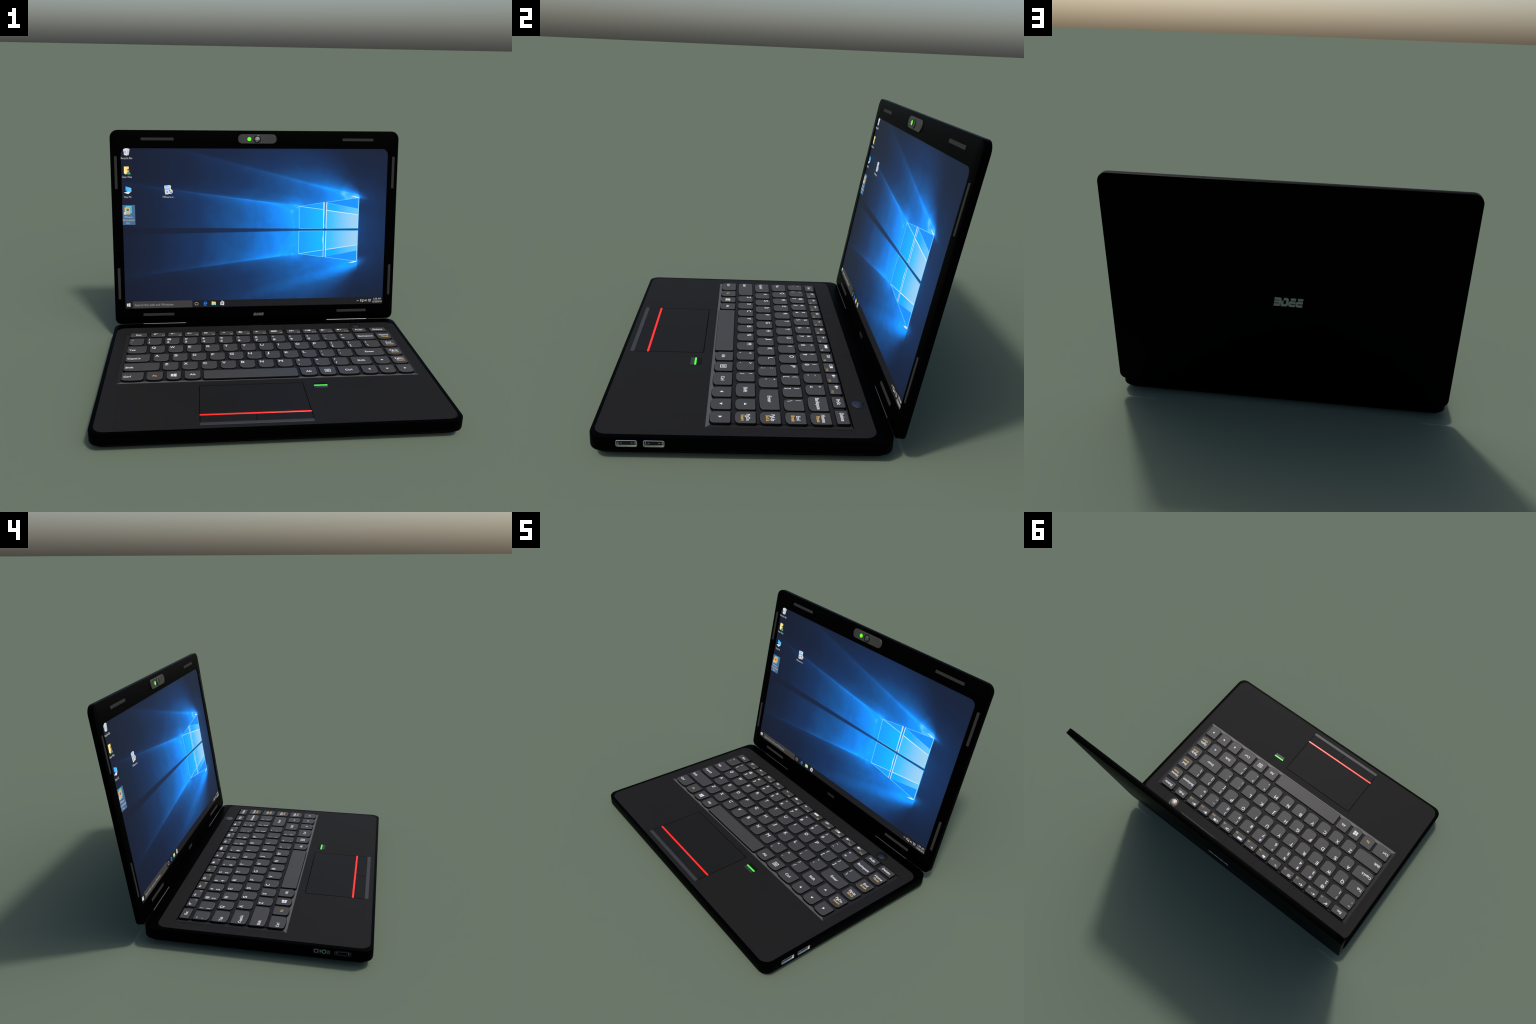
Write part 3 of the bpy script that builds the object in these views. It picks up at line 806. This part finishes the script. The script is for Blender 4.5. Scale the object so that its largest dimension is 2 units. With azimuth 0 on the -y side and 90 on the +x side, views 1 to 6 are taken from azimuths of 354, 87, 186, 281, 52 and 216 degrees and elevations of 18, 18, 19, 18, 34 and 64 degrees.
lit("beam_sparkle", [[(0.729, 0.999), (0.722, 0.9935), (0.700, 0.997), (0.668, 1.0085), (0.700, 1.005)],
                     [(0.724, 0.536), (0.716, 0.5425), (0.695, 0.538), (0.662, 0.5265), (0.695, 0.5285)]], PL, 3)

# task bar
G_BAR, G_SEARCH, G_GREY, G_WHITE = glow("bar_dark", (27, 28, 31)), glow("search_grey", (59, 58, 57)), glow("text_grey", (140, 139, 138)), glow("icon_white", (206, 209, 212))
lit("task_bar", [round_rect(OX0 + 0.0006, OX1 - 0.0006, OW0 + 0.0006, 0.2722, (0.0094, 0.0094, 0.0004, 0.0004), 5)], G_BAR, 1)
lit("search_field", [bar(-0.8755, -0.4585, 0.2228, 0.2730)], G_SEARCH, 2)
lit_text("search_text", "Search the web and Windows", -0.8605, 0.2385, 0.0165, G_GREY, "LEFT", 3, 0.94)
lit("start_symbol", [moved(q, -0.9045, 0.2480) for q in window_mark(0.0245)], G_WHITE, 3)
def ring_poly(cx, cy, rx, ry, t, n=24):
    out = []
    for i in range(n):
        a, b = math.tau * i / n, math.tau * (i + 1) / n
        f = lambda q, k: (cx + (rx - k) * math.cos(q), cy + (ry - k) * math.sin(q))
        out.append([f(a, 0), f(b, 0), f(b, t), f(a, t)])
    return out
lit("task_icon", ring_poly(-0.4290, 0.2475, 0.0135, 0.0115, 0.0034), glow("icon_ring", (150, 150, 150)), 3)
BLUE_E = glow("icon_blue", (34, 118, 214))
ee = ring_poly(-0.3660, 0.2468, 0.0125, 0.0150, 0.0052, 24)
lit("task_icon", [q for i, q in enumerate(ee) if i not in (21, 22, 23)] + [bar(-0.3770, -0.3545, 0.2440, 0.2490)], BLUE_E, 3)
lit("task_icon", [bar(-0.3215, -0.2925, 0.2360, 0.2590), bar(-0.3215, -0.3100, 0.2590, 0.2620)], glow("icon_folder", (226, 206, 128)), 3)
lit("task_icon", [[(-0.3160, 0.2360), (-0.2975, 0.2360), (-0.2975, 0.2465), (-0.3160, 0.2465)]], glow("icon_teal", (92, 200, 196)), 4)
lit("task_icon", [[(-0.2600, 0.2360), (-0.2340, 0.2330), (-0.2325, 0.2580), (-0.2445, 0.2620), (-0.2590, 0.2560)]] + ring_poly(-0.2470, 0.2610, 0.0060, 0.0060, 0.0016, 12)[:6], G_WHITE, 3)
lit("task_icon", [bar(-0.2530, -0.2480, 0.2475, 0.2530), bar(-0.2530, -0.2480, 0.2405, 0.2460), bar(-0.2465, -0.2400, 0.2475, 0.2540), bar(-0.2465, -0.2400, 0.2395, 0.2460)], G_BAR, 4)
G_TRAY = glow("tray_grey", (176, 176, 176))
lit("tray_icon", [stroke((0.733, 0.243), (0.741, 0.251), 0.0022), stroke((0.741, 0.251), (0.749, 0.243), 0.0022)], G_TRAY, 3)
lit("tray_icon", ring_bars(0.764, 0.784, 0.2435, 0.2560, 0.0018) + [bar(0.760, 0.7625, 0.2380, 0.2560), bar(0.758, 0.7645, 0.2515, 0.2535)], G_TRAY, 3)
lit("tray_icon", [[(0.770, 0.2370), (0.784, 0.2370), (0.777, 0.2475)]], glow("tray_amber", (226, 176, 62)), 4)
lit("tray_icon", [[(0.791, 0.2440), (0.794, 0.2440), (0.799, 0.2395), (0.799, 0.2550), (0.794, 0.2505), (0.791, 0.2505)], stroke((0.803, 0.2425), (0.803, 0.2520), 0.0018), stroke((0.808, 0.2395), (0.808, 0.2550), 0.0018)], G_TRAY, 3)
lit("tray_icon", ring_bars(0.819, 0.839, 0.2405, 0.2565, 0.0018) + [bar(0.823, 0.835, 0.2450, 0.2466), bar(0.823, 0.835, 0.2500, 0.2516), [(0.826, 0.2405), (0.826, 0.2360), (0.831, 0.2405)]], G_TRAY, 3)
lit_text("clock_text", "1:58 AM", 0.8855, 0.2520, 0.0130, G_TRAY, "CENTER", 3, 0.95)
lit_text("clock_text", "12/28/2015", 0.8850, 0.2315, 0.0130, G_TRAY, "CENTER", 3, 0.88)

# desktop icons
G_LABEL = glow("label_text", (176, 178, 180))
def label(txt, x, w, wide=0.9): lit_text("icon_label", txt, x, w - 0.0065, 0.0130, G_LABEL, "CENTER", 3, wide)
lit("desktop_icon", [[(-0.9105, 1.3290), (-0.9050, 1.2920), (-0.8885, 1.2870), (-0.8740, 1.2910), (-0.8665, 1.3300), (-0.8760, 1.3350), (-0.8945, 1.3368)]], glow("bin_white", (208, 211, 213)), 1)
lit("desktop_icon", [[(-0.8870, 1.2875), (-0.8740, 1.2910), (-0.8665, 1.3300), (-0.8840, 1.3270)]], glow("bin_shade", (184, 189, 193)), 2)
lit("desktop_icon", [q for i, q in enumerate(ring_poly(-0.8985, 1.3100, 0.0085, 0.0085, 0.0036, 18)) if i % 6 != 0], glow("bin_mark", (48, 126, 200)), 3)
label("Recycle Bin", -0.889, 1.2705)
lit("desktop_icon", [[(-0.9080, 1.2140), (-0.9090, 1.1690), (-0.8985, 1.1610), (-0.8765, 1.1690), (-0.8760, 1.2140)]], glow("folder_yellow", (240, 212, 122)), 1)
lit("desktop_icon", [[(-0.9080, 1.2140), (-0.9090, 1.1690), (-0.8985, 1.1610), (-0.8975, 1.2080)]], glow("folder_light", (247, 226, 150)), 2)
lit("desktop_icon", [disc(-0.8795, 1.1890, 0.0072, 16)], glow("face_tan", (170, 128, 96)), 3)
lit("desktop_icon", [[(-0.8870, 1.1925), (-0.8720, 1.1925), (-0.8735, 1.1965), (-0.8790, 1.1990), (-0.8850, 1.1965)]], glow("hair_dark", (58, 46, 40)), 4)
lit("desktop_icon", [[(-0.8930, 1.1640), (-0.8840, 1.1600), (-0.8650, 1.1600), (-0.8665, 1.1700), (-0.8745, 1.1800), (-0.8850, 1.1790)]], glow("shirt_green", (76, 142, 106)), 2)
label("User Files", -0.889, 1.1435)
lit("desktop_icon", [[(-0.9010, 1.0800), (-0.9020, 1.0520), (-0.8630, 1.0410), (-0.8630, 1.0680)]], glow("monitor_blue", (66, 172, 250), (96, 190, 255), (-0.90, -0.86)), 1)
lit("desktop_icon", [[(-0.9130, 1.0370), (-0.8860, 1.0465), (-0.8680, 1.0405), (-0.8850, 1.0270)]], glow("keyboard_white", (214, 218, 222)), 2)
label("This PC", -0.889, 1.0070)
lit("selection_tile", [bar(-0.9264, -0.8420, 0.8155, 0.9520)], glow("selection_blue", (70, 102, 138)), 1)
TEAL, ORG = glow("ring_teal", (86, 186, 210)), glow("ring_orange", (238, 170, 46))
lit("desktop_icon", ring_bars(-0.9050, -0.8645, 0.8970, 0.9455, 0.0085), TEAL, 2)
lit("desktop_icon", ring_bars(-0.9125, -0.8755, 0.9020, 0.9350, 0.0080) + [bar(-0.9000, -0.8740, 0.8880, 0.8955)], ORG, 3)
lit("desktop_icon", [bar(-0.9175, -0.9020, 0.8865, 0.9030)], G_WHITE, 4)
lit("desktop_icon", [stroke((-0.9140, 0.8900), (-0.9065, 0.8985), 0.0028)], BLUE_E, 5)
label("VMware", -0.8895, 0.8700); label("Workstation", -0.8895, 0.8490); label("Pro", -0.8905, 0.8280)
lit("desktop_icon", [[(-0.6400, 1.0840), (-0.6340, 1.0250), (-0.6230, 1.0240), (-0.5980, 1.0300), (-0.5940, 1.0840), (-0.6080, 1.0880)]], G_WHITE, 1)
lit("desktop_icon", [[(-0.6370, 1.0660), (-0.6350, 1.0520), (-0.6020, 1.0560), (-0.6010, 1.0680)], [(-0.6330, 1.0830), (-0.6080, 1.0830), (-0.6080, 1.0740), (-0.6330, 1.0740)]], glow("box_blue", (132, 182, 232)), 2)
lit("desktop_icon", [bar(-0.6250, -0.6170, 1.0330, 1.0470)], glow("box_green", (56, 160, 52)), 2)
lit("desktop_icon", [disc(-0.5990, 1.0440, 0.0165, 20)], glow("disc_violet", (206, 204, 238)), 3)
lit("desktop_icon", [bar(-0.6080, -0.6000, 1.0450, 1.0540), bar(-0.5990, -0.5900, 1.0340, 1.0430)], glow("shield_blue", (52, 104, 186)), 4)
lit("desktop_icon", [bar(-0.5990, -0.5900, 1.0450, 1.0540), bar(-0.6080, -0.6000, 1.0340, 1.0430)], glow("shield_yellow", (246, 196, 88)), 4)
label("VMware-w..", -0.6130, 1.0070)

bpy.context.view_layer.update()
